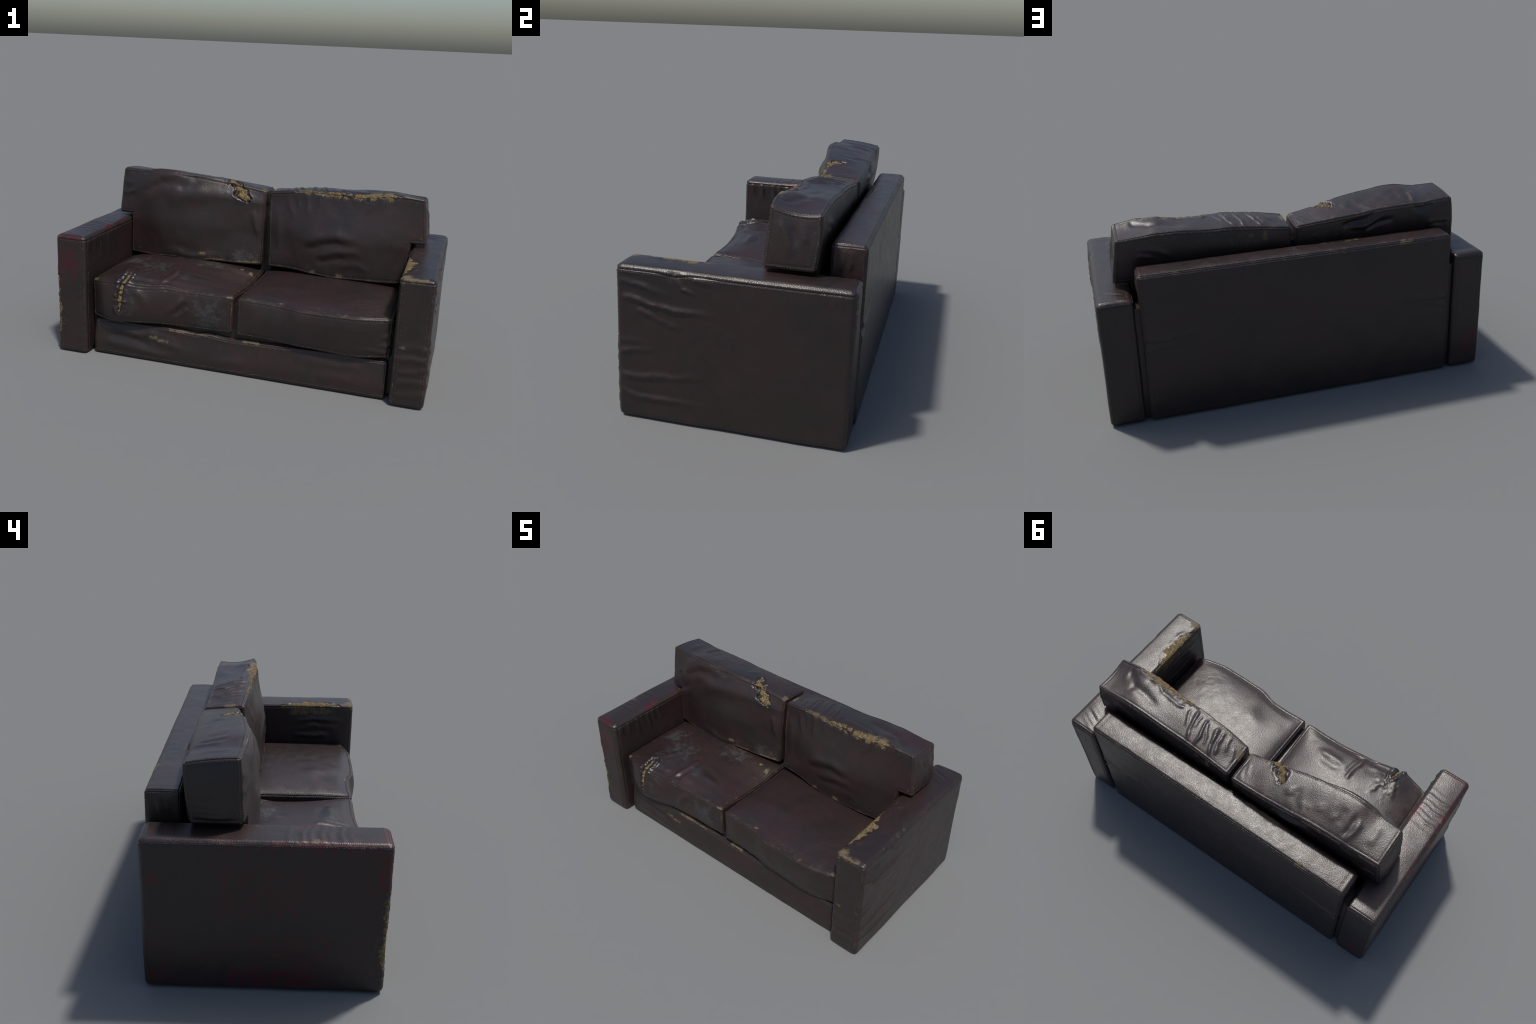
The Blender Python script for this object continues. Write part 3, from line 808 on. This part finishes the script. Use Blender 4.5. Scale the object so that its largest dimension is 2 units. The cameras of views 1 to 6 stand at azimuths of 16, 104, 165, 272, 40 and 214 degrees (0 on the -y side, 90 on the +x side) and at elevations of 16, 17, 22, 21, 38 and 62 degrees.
        worn = [((-0.30, 0.035, 0.41), (0.05, 0.006, 0.02), 0.020), ((-0.42, 0.03, 0.42), (0.03, 0.004, 0.02), 0.014),
                ((-0.05, 0.03, 0.42), (0.008, 0.02, 0.01), 0.009), ((-0.108, 0.04, 0.43), (0.006, 0.006, 0.01), 0.008),
                ((-0.03, -0.412, 0.418), (0.02, 0.003, 0.002), 0.006), ((-0.015, -0.415, 0.33), (0.002, 0.002, 0.06), 0.006),
                ((-0.79, -0.412, 0.418), (0.012, 0.004, 0.003), 0.010)]
        mildew = [((-0.335, -0.288, 0.42), (0.022, 0.018, 0.03), 0.040), ((-0.55, -0.19, 0.42), (0.06, 0.03, 0.03), 0.08),
                  ((-0.70, -0.10, 0.42), (0.06, 0.05, 0.03), 0.06), ((-0.28, 0.0, 0.41), (0.08, 0.02, 0.03), 0.07),
                  ((-0.15, -0.42, 0.30), (0.045, 0.02, 0.03), 0.065), ((-0.57, -0.44, 0.33), (0.01, 0.02, 0.02), 0.04)]
        mat = leather("leather_seat_mildewed", worn=worn, specks=specks, mildew=mildew)
    ob = finish(B, "seat_cushion", mat, sofa, foam, FOAM)
    sk = (lambda p: (abs(p[:, 0] + 0.615) < 0.06) & (p[:, 1] < -0.28)) if sign < 0 else None
    inner_face = (0, -1) if sign > 0 else (0, 1)
    rows = edge_rows(box, 0.011, [(1, -1), inner_face])
    rows += [(2, 0.421, 'b', -0.420 + 0.011, box[0] + 0.01, box[1] - 0.01), (2, 0.421, 'a', box[0] + 0.011, -0.41, 0.14), (2, 0.421, 'a', box[1] - 0.011, -0.41, 0.14)]
    stitch_rows(B, rows, ob, THREAD, skip=sk)
    return ob

seat_cushion(1)
seat_cushion(-1)

# ----------------------------------------------------------------- back cushions
def back_cushion(sign):
    z0, zn, z1 = 0.452, 0.684, 0.918
    y0, y1 = 0.100, 0.312
    if sign > 0:
        main = (0.014, 0.819, y0, y1, z0, z1)
        wide = (0.014, 0.900, y0, y1, zn, z1)
        dense = ((0.02, 0.42, 0.0045), (), ())
        ztf = [(0.014, 0.886), (0.18, 0.909), (0.34, 0.922), (0.42, 0.921), (0.52, 0.919), (0.61, 0.928), (0.69, 0.940), (0.77, 0.940), (0.89, 0.930)]
        ztr = [(0.014, 0.872), (0.19, 0.892), (0.35, 0.904), (0.42, 0.905), (0.58, 0.917), (0.69, 0.918), (0.76, 0.914), (0.89, 0.908)]
        zbt = [(0.014, 0.457), (0.16, 0.462), (0.30, 0.453), (0.41, 0.445), (0.55, 0.451), (0.66, 0.454), (0.82, 0.461)]
        rows = [(0.45, [(0.014, 0.090), (0.16, 0.070), (0.3, 0.046), (0.6, 0.038), (0.74, 0.050), (0.82, 0.062), (0.9, 0.07)]),
                (0.65, [(0.014, 0.108), (0.1, 0.090), (0.2, 0.064), (0.3, 0.046), (0.5, 0.034), (0.6, 0.040), (0.82, 0.080), (0.9, 0.092)]),
                (0.92, [(0.014, 0.133), (0.26, 0.110), (0.41, 0.102), (0.606, 0.086), (0.77, 0.097), (0.9, 0.107)])]
    else:
        main = (-0.819, -0.016, y0, y1, z0, z1)
        wide = (-0.900, -0.016, y0, y1, zn, z1)
        dense = ((-0.30, -0.06, 0.0032), (), (0.78, 0.92, 0.0035))
        ztf = [(-0.9, 0.949), (-0.78, 0.948), (-0.72, 0.954), (-0.65, 0.963), (-0.57, 0.961), (-0.49, 0.953), (-0.36, 0.941), (-0.20, 0.917), (-0.10, 0.900), (-0.016, 0.885)]
        ztr = [(-0.9, 0.925), (-0.80, 0.918), (-0.72, 0.910), (-0.63, 0.911), (-0.56, 0.910), (-0.45, 0.905), (-0.39, 0.899), (-0.24, 0.891), (-0.016, 0.873)]
        zbt = [(-0.82, 0.450), (-0.66, 0.446), (-0.52, 0.454), (-0.42, 0.446), (-0.30, 0.457), (-0.18, 0.453), (-0.016, 0.455)]
        rows = [(0.45, [(-0.9, 0.08), (-0.79, 0.066), (-0.5, 0.034), (-0.25, 0.064), (-0.1, 0.088), (-0.016, 0.106)]),
                (0.64, [(-0.9, 0.088), (-0.79, 0.070), (-0.6, 0.032), (-0.42, 0.036), (-0.28, 0.065), (-0.15, 0.094), (-0.016, 0.118)]),
                (0.82, [(-0.9, 0.094), (-0.8, 0.070), (-0.68, 0.044), (-0.55, 0.044), (-0.4, 0.060), (-0.2, 0.090), (-0.016, 0.130)]),
                (0.925, [(-0.9, 0.100), (-0.73, 0.088), (-0.6, 0.082), (-0.495, 0.088), (-0.348, 0.106), (-0.229, 0.128), (-0.142, 0.140), (-0.016, 0.150)])]
    B = Block([main, wide], 0.013, dense, coarse=0.0075)
    L = B.L
    X, Y, Z = L.T
    v = (Y - y0) / (y1 - y0)
    zt = curve(X, ztf) * (1 - v) + curve(X, ztr) * v
    dome = 0.006 * (1 - (2 * v - 1) ** 2)
    if sign > 0:
        dome = dome * (1 - 3.6 * smooth(0.66, 0.88, X)) * smooth(0.0, 0.2, X)
    else:
        dome = dome * smooth(0.0, -0.2, X)
    B.P[:, 2] += (zt + dome - z1) * smooth(0.70, 0.90, Z)
    B.P[:, 2] += (curve(X, zbt) - z0) * smooth(0.62, 0.47, Z)
    yf = surface_curve(X, Z, rows)
    yr = 0.283 + 0.030 * smooth(0.55, 0.92, Z) + (0.011 * smooth(0.92, 0.80, Z) if sign > 0 else 0.0)
    if sign < 0:
        yr = yr + curve(X, [(-0.9, 0.004), (-0.7, 0.005), (-0.5, 0.008), (-0.2, 0.020), (-0.016, 0.016)]) * smooth(0.60, 0.85, Z) + 0.003 * np.sin(np.pi * np.clip((Z - 0.6) / 0.32, 0, 1))
    else:
        yr = yr + curve(X, [(0.014, 0.010), (0.2, 0.003), (0.5, 0.0), (0.9, 0.0)]) * smooth(0.7, 0.92, Z)
    B.P[:, 1] += (yf - y0) * (1 - v) + (yr - y1) * v
    taper = sign * (-0.13 if sign > 0 else -0.105) * np.clip(Z - 0.684, 0, 1) * smooth(0.5, 0.88, abs(X))
    B.P[:, 0] += taper
    # stuffed outer end
    B.P[:, 0] += sign * (0.018 if sign < 0 else 0.007) * smooth(0.80, 0.90, abs(X)) * (1 - (2 * v - 1) ** 2) * np.sin(np.pi * np.clip((Z - zn) / (z1 - zn), 0, 1))
    inn = np.clip(1 - (abs(X) - 0.014) / 0.2, 0, 1)
    if sign > 0:
        B.P[:, 0] += inn * (-0.006 + 0.018 * smooth(0.92, 0.45, Z))
    N = B.normals()
    P = B.P
    h = soft_lumps(P, 0.0018)
    e = B.edge_distance()
    # the seam runs round every real edge (not across the step plane inside the faces)
    real = np.ones(len(L), bool)
    bare = np.sort(np.stack([abs(Y - y0), abs(Y - y1)]), axis=0)[0]
    xo = 0.900 if sign > 0 else -0.900
    dx = np.minimum(abs(X - xo), abs(X - (main[0] if sign > 0 else main[1])))
    dx = np.where(Z < zn, np.minimum(dx, abs(X - (main[1] if sign > 0 else main[0]))), dx)
    dz = np.minimum(abs(Z - z1), np.where(abs(X) > 0.8189, abs(Z - zn), abs(Z - z0)))
    e = np.sort(np.stack([dx, bare, dz]), axis=0)[1]
    h -= 0.0030 * np.exp(-(e / 0.0030) ** 2)
    h -= 0.0012 * np.exp(-((e - 0.018) / 0.004) ** 2)
    t = facing(N, (0, 0, 1))
    f = facing(N, (0, -1, 0))
    r = facing(N, (0, 1, 0))
    s = facing(N, (sign, 0, 0))
    foam = None
    if sign > 0:
        yy = 0.05
        for pts, w, a in (
            ([(0.20, 0.06, 0.61), (0.30, 0.05, 0.665), (0.42, 0.05, 0.690), (0.56, 0.05, 0.675)], 0.026, 0.0120),
            ([(0.22, 0.06, 0.585), (0.33, 0.05, 0.635), (0.44, 0.05, 0.650), (0.55, 0.05, 0.635)], 0.018, -0.0080),
            ([(0.30, 0.045, 0.555), (0.40, 0.045, 0.600), (0.50, 0.045, 0.608), (0.60, 0.045, 0.585)], 0.020, 0.0090),
            ([(0.30, 0.045, 0.520), (0.40, 0.045, 0.560), (0.50, 0.045, 0.575)], 0.015, -0.0070),
            ([(0.40, 0.045, 0.510), (0.52, 0.045, 0.535), (0.64, 0.045, 0.52)], 0.018, 0.0050),
            ([(0.235, 0.11, 0.90), (0.240, 0.09, 0.83), (0.25, 0.08, 0.76)], 0.012, 0.0060),
            ([(0.125, 0.12, 0.89), (0.140, 0.10, 0.82), (0.165, 0.08, 0.74)], 0.013, 0.0055),
            ([(0.18, 0.12, 0.89), (0.19, 0.10, 0.81)], 0.010, 0.0040),
            ([(0.30, 0.11, 0.90), (0.31, 0.09, 0.82)], 0.012, 0.0040),
            ([(0.06, 0.11, 0.86), (0.075, 0.1, 0.68), (0.08, 0.09, 0.52)], 0.020, 0.0060),
            ([(0.66, 0.085, 0.92), (0.61, 0.075, 0.86), (0.56, 0.065, 0.82)], 0.012, 0.0050),
            ([(0.46, 0.09, 0.90), (0.46, 0.075, 0.83)], 0.014, 0.0030),
        ):
            h += 0.48 * fold(L, on(pts, 1, y0), w, a) * f
        for x, x2, ya, yb, w, a in ((0.368, 0.330, 0.15, 0.24, 0.007, 0.0030), (0.334, 0.286, 0.118, 0.30, 0.0080, 0.0055), (0.300, 0.292, 0.13, 0.22, 0.006, 0.0030),
                                    (0.262, 0.236, 0.125, 0.305, 0.0075, 0.0050), (0.246, 0.196, 0.14, 0.26, 0.006, 0.0035), (0.190, 0.152, 0.13, 0.305, 0.0090, 0.0055),
                                    (0.150, 0.128, 0.135, 0.28, 0.0075, 0.0045), (0.108, 0.098, 0.13, 0.22, 0.007, 0.0030), (0.062, 0.050, 0.17, 0.25, 0.008, 0.0025)):
            ym = 0.5 * (ya + yb)
            h += fold(L, on([(x, ya, 0), (0.5 * (x + x2) + 0.004, ym, 0), (x2, yb, 0)], 2, z1), w, a, (0.15, 0.25)) * t
        h += fold(L, on([(0.77, 0.11, 0.94), (0.70, 0.135, 0.94), (0.62, 0.140, 0.935), (0.55, 0.155, 0.93), (0.47, 0.158, 0.925), (0.39, 0.160, 0.92)], 2, z1), 0.0075, 0.0065, (0.1, 0.1)) * t
        h += fold(L, on([(0.75, 0.2, 0.93), (0.66, 0.22, 0.93), (0.5, 0.25, 0.92)], 2, z1), 0.02, -0.006) * t
        h += fold(L, on([(0.83, 0.13, 0.93), (0.74, 0.19, 0.93), (0.70, 0.25, 0.93)], 2, z1), 0.02, -0.005) * t
        for pts, w, a in (([(0.88, 0.15, 0.89), (0.89, 0.18, 0.80), (0.895, 0.20, 0.72)], 0.014, 0.0055), ([(0.88, 0.23, 0.88), (0.89, 0.26, 0.78)], 0.012, 0.0050),
                          ([(0.88, 0.19, 0.86), (0.89, 0.22, 0.77)], 0.010, -0.0040)):
            h += fold(P, pts, w, a) * s
        for pts, w, a in (([(0.80, 0.31, 0.87), (0.70, 0.31, 0.83), (0.60, 0.31, 0.80)], 0.014, 0.005), ([(0.78, 0.31, 0.83), (0.70, 0.31, 0.79)], 0.012, 0.004)):
            h += fold(L, on(pts, 1, y1), w, a) * r
        # the top front edge is rubbed bare: scuffed, slightly sunken strip under a lip
        d, tt = along(P, [(0.16, 0.118, 0.900), (0.34, 0.110, 0.908), (0.48, 0.105, 0.910), (0.60, 0.098, 0.922), (0.70, 0.094, 0.932), (0.75, 0.096, 0.935)])
        w = curve(tt, [(0, 0.004), (0.15, 0.007), (0.3, 0.013), (0.5, 0.027), (0.7, 0.033), (0.85, 0.026), (1, 0.006)])
        foam = 1 - d / (1.2 * w) + 0.6 * fbm(P, 50, 3, 2.5)
        h += -0.0035 * smooth(0.0, 0.4, foam) + np.where(foam > 0.2, 0.0018 * fbm(P, 150, 2, 4.0), 0)
    else:
        for pts, w, a in (
            ([(-0.80, 0.09, 0.86), (-0.68, 0.07, 0.885), (-0.56, 0.07, 0.890), (-0.44, 0.09, 0.895)], 0.024, 0.0080),
            ([(-0.77, 0.09, 0.815), (-0.62, 0.06, 0.850), (-0.48, 0.07, 0.858), (-0.36, 0.09, 0.870)], 0.022, -0.0075),
            ([(-0.60, 0.05, 0.77), (-0.45, 0.05, 0.81), (-0.30, 0.08, 0.815)], 0.035, 0.0060),
            ([(-0.90, 0.09, 0.79), (-0.84, 0.09, 0.80), (-0.78, 0.08, 0.815)], 0.012, 0.0035),
            ([(-0.90, 0.09, 0.85), (-0.82, 0.09, 0.855)], 0.012, 0.0035),
            ([(-0.09, 0.12, 0.78), (-0.065, 0.12, 0.70), (-0.045, 0.11, 0.60)], 0.014, 0.0050),
            ([(-0.36, 0.1, 0.93), (-0.42, 0.09, 0.90), (-0.46, 0.08, 0.88)], 0.014, -0.0040),
            ([(-0.60, 0.04, 0.50), (-0.40, 0.05, 0.48), (-0.2, 0.08, 0.49)], 0.02, 0.0040),
        ):
            h += fold(L, on(pts, 1, y0), w, a) * f
        for pts, w, a in (
            ([(-0.34, 0.17, 0.93), (-0.35, 0.22, 0.93), (-0.385, 0.29, 0.915)], 0.013, -0.0050),
            ([(-0.30, 0.19, 0.92), (-0.33, 0.24, 0.92)], 0.016, 0.0050),
            ([(-0.395, 0.215, 0.93), (-0.405, 0.25, 0.93), (-0.43, 0.295, 0.92)], 0.010, 0.0035),
            ([(-0.435, 0.22, 0.935), (-0.442, 0.255, 0.93)], 0.008, 0.0030),
            ([(-0.475, 0.20, 0.935), (-0.50, 0.24, 0.93)], 0.014, 0.0025),
            ([(-0.53, 0.17, 0.94), (-0.54, 0.21, 0.94), (-0.58, 0.25, 0.935)], 0.018, 0.0045),
            ([(-0.60, 0.16, 0.945), (-0.605, 0.20, 0.94), (-0.60, 0.25, 0.935)], 0.014, -0.0045),
            ([(-0.665, 0.15, 0.95), (-0.665, 0.22, 0.94), (-0.668, 0.29, 0.93)], 0.012, -0.0090),
            ([(-0.70, 0.17, 0.94), (-0.69, 0.24, 0.93), (-0.685, 0.30, 0.92)], 0.013, 0.0080),
            ([(-0.05, 0.16, 0.888), (-0.07, 0.22, 0.885), (-0.09, 0.27, 0.88)], 0.008, 0.0040),
            ([(-0.03, 0.18, 0.885), (-0.045, 0.24, 0.88), (-0.06, 0.30, 0.875)], 0.008, 0.0040),
            ([(-0.78, 0.14, 0.94), (-0.80, 0.20, 0.93), (-0.79, 0.26, 0.92)], 0.018, 0.0045),
        ):
            h += 0.42 * fold(L, on(pts, 2, z1), 1.25 * w, a, (0.3, 0.3)) * t
        for pts, w, a in (
            ([(-0.25, 0.32, 0.86), (-0.34, 0.32, 0.885), (-0.45, 0.31, 0.905)], 0.014, -0.008),
            ([(-0.30, 0.32, 0.845), (-0.42, 0.32, 0.860), (-0.50, 0.31, 0.880)], 0.014, 0.008),
            ([(-0.38, 0.32, 0.825), (-0.50, 0.31, 0.850), (-0.56, 0.31, 0.862)], 0.013, -0.007),
            ([(-0.66, 0.31, 0.905), (-0.72, 0.31, 0.892), (-0.80, 0.31, 0.905)], 0.014, -0.006),
            ([(-0.74, 0.31, 0.80), (-0.82, 0.31, 0.81), (-0.89, 0.31, 0.812)], 0.010, 0.0035),
            ([(-0.76, 0.31, 0.775), (-0.84, 0.31, 0.782)], 0.010, 0.0035),
        ):
            h += fold(L, on(pts, 1, y1), w, a, (0.2, 0.2)) * r
        for z, a in ((0.76, 0.005), (0.735, 0.0045), (0.71, 0.004)):
            h += fold(P, [(-0.9, 0.12, z + 0.008), (-0.9, 0.2, z), (-0.9, 0.29, z + 0.006)], 0.008, a, (0.2, 0.2)) * s
        rip = [(-0.250, 0.180, z1), (-0.215, 0.13, z1), (-0.185, y0, z1 - 0.01), (-0.155, y0, 0.868), (-0.112, y0, 0.836)]
        foam = tear(L, rip, 0.040, 4.0, 0.55)
        d, tt = along(L, rip)
        h -= 0.009 * smooth(-0.1, 0.5, foam)
        h += 0.0014 * np.exp(-((foam + 0.22) / 0.22) ** 2) * (0.7 + 0.6 * noise(P, 36, 2.0))
        h += smooth(0.15, 0.4, foam) * (0.010 * smooth(0.3, 0.9, foam) + 0.010 * fbm(P, 48, 2, 3.0))
    B.push(h, N)
    specks_y = [((sign * 0.42, 0.07, 0.46), (0.40, 0.04, 0.010), 0.045)]
    if sign > 0:
        specks = [((0.42, 0.06, 0.462), (0.39, 0.035, 0.008), 0.030), ((0.025, 0.12, 0.68), (0.006, 0.03, 0.22), 0.022),
                  ((0.878, 0.10, 0.80), (0.012, 0.010, 0.11), 0.022), ((0.885, 0.305, 0.80), (0.012, 0.010, 0.11), 0.020),
                  ((0.45, 0.105, 0.915), (0.42, 0.02, 0.020), 0.020), ((0.45, 0.31, 0.90), (0.42, 0.012, 0.022), 0.018),
                  ((0.20, 0.315, 0.84), (0.12, 0.01, 0.03), 0.06), ((0.02, 0.22, 0.88), (0.01, 0.10, 0.01), 0.025)]
        worn = [((0.45, 0.038, 0.472), (0.012, 0.02, 0.004), 0.014), ((0.14, 0.315, 0.845), (0.004, 0.01, 0.02), 0.014), ((0.21, 0.315, 0.85), (0.006, 0.01, 0.004), 0.014),
                ((0.60, 0.11, 0.935), (0.12, 0.012, 0.012), 0.016), ((0.25, 0.115, 0.908), (0.1, 0.004, 0.004), 0.012), ((0.02, 0.20, 0.880), (0.006, 0.02, 0.004), 0.014),
                ((0.30, 0.04, 0.475), (0.01, 0.02, 0.003), 0.010)]
        mat = leather("leather_back_rubbed", worn=worn, specks=specks)
    else:
        specks = [((-0.42, 0.06, 0.462), (0.39, 0.045, 0.012), 0.055), ((-0.02, 0.13, 0.68), (0.010, 0.03, 0.22), 0.028),
                  ((-0.25, 0.075, 0.49), (0.22, 0.04, 0.015), 0.06), ((-0.45, 0.105, 0.93), (0.42, 0.03, 0.024), 0.016), ((-0.45, 0.31, 0.905), (0.42, 0.014, 0.024), 0.022),
                  ((-0.25, 0.325, 0.835), (0.16, 0.01, 0.03), 0.07), ((-0.02, 0.24, 0.88), (0.008, 0.09, 0.008), 0.03),
                  ((-0.885, 0.10, 0.81), (0.012, 0.01, 0.12), 0.018)]
        worn = [((-0.10, 0.10, 0.462), (0.06, 0.03, 0.004), 0.022), ((-0.28, 0.075, 0.466), (0.05, 0.03, 0.003), 0.020), ((-0.36, 0.06, 0.50), (0.02, 0.02, 0.004), 0.007),
                ((-0.025, 0.16, 0.885), (0.006, 0.02, 0.004), 0.012)]
        mildew = [((-0.12, 0.1, 0.49), (0.08, 0.04, 0.01), 0.05)]
        mat = leather("leather_back_torn", worn=worn, specks=specks, mildew=mildew)
    ob = finish(B, "back_cushion", mat, sofa, foam, FOAM)
    dd = 0.011
    a0, a1 = wide[0], wide[1]
    inner_x = main[0] if sign > 0 else main[1]
    m_out = main[1] if sign > 0 else main[0]
    si = 1 if sign > 0 else -1
    rows = []
    for yp in (y0, y1):
        rows += [(1, yp, 'a', z1 - dd, a0 + dd, a1 - dd), (1, yp, 'b', inner_x + si * dd, z0 + dd, z1 - dd), (1, yp, 'b', xo - si * dd, zn + dd, z1 - dd),
                 (1, yp, 'a', z0 + dd, main[0] + dd, main[1] - dd), (1, yp, 'b', m_out - si * dd, z0 + dd, zn)]
    for vv in (y0 + dd, y1 - dd):
        rows += [(2, z1, 'b', vv, a0 + dd, a1 - dd), (0, inner_x, 'a', vv, z0 + dd, z1 - dd), (0, xo, 'a', vv, zn + dd, z1 - dd)]
    for xx in (a0 + dd, a1 - dd):
        rows += [(2, z1, 'a', xx, y0 + dd, y1 - dd)]
    for zz in (zn + dd, z1 - dd):
        rows += [(0, xo, 'b', zz, y0 + dd, y1 - dd)]
    rows += [(0, inner_x, 'b', z1 - dd, y0 + dd, y1 - dd)]
    if sign > 0:
        sk = lambda p: (p[:, 0] > 0.42) & (p[:, 0] < 0.72) & (p[:, 1] < 0.2) & (p[:, 2] > 0.85)
    else:
        sk = lambda p: (p[:, 0] > -0.28) & (p[:, 0] < -0.08) & (p[:, 1] < 0.24) & (p[:, 2] > 0.80)
    stitch_rows(B, rows, ob, THREAD, skip=sk)

back_cushion(1)
back_cushion(-1)

# ----------------------------------------------------------------- hidden frame seen in the slots
def inner_frame():
    V, F = [], []
    for x0, x1, y0, y1, z0, z1 in ((-0.835, 0.835, 0.36, 0.455, 0.02, 0.61), (-0.835, 0.835, -0.385, 0.359, 0.021, 0.375), (-0.03, 0.03, 0.16, 0.285, 0.40, 0.79)):
        b = len(V)
        V += [(x, y, z) for x in (x0, x1) for y in (y0, y1) for z in (z0, z1)]
        F += [[b + i for i in q] for q in ((0, 1, 3, 2), (4, 6, 7, 5), (0, 4, 5, 1), (2, 3, 7, 6), (0, 2, 6, 4), (1, 5, 7, 3))]
    ob = add_mesh("inner_frame", V, F, leather("leather_lining"), sofa)
    for p in ob.data.polygons:
        p.use_smooth = False

inner_frame()
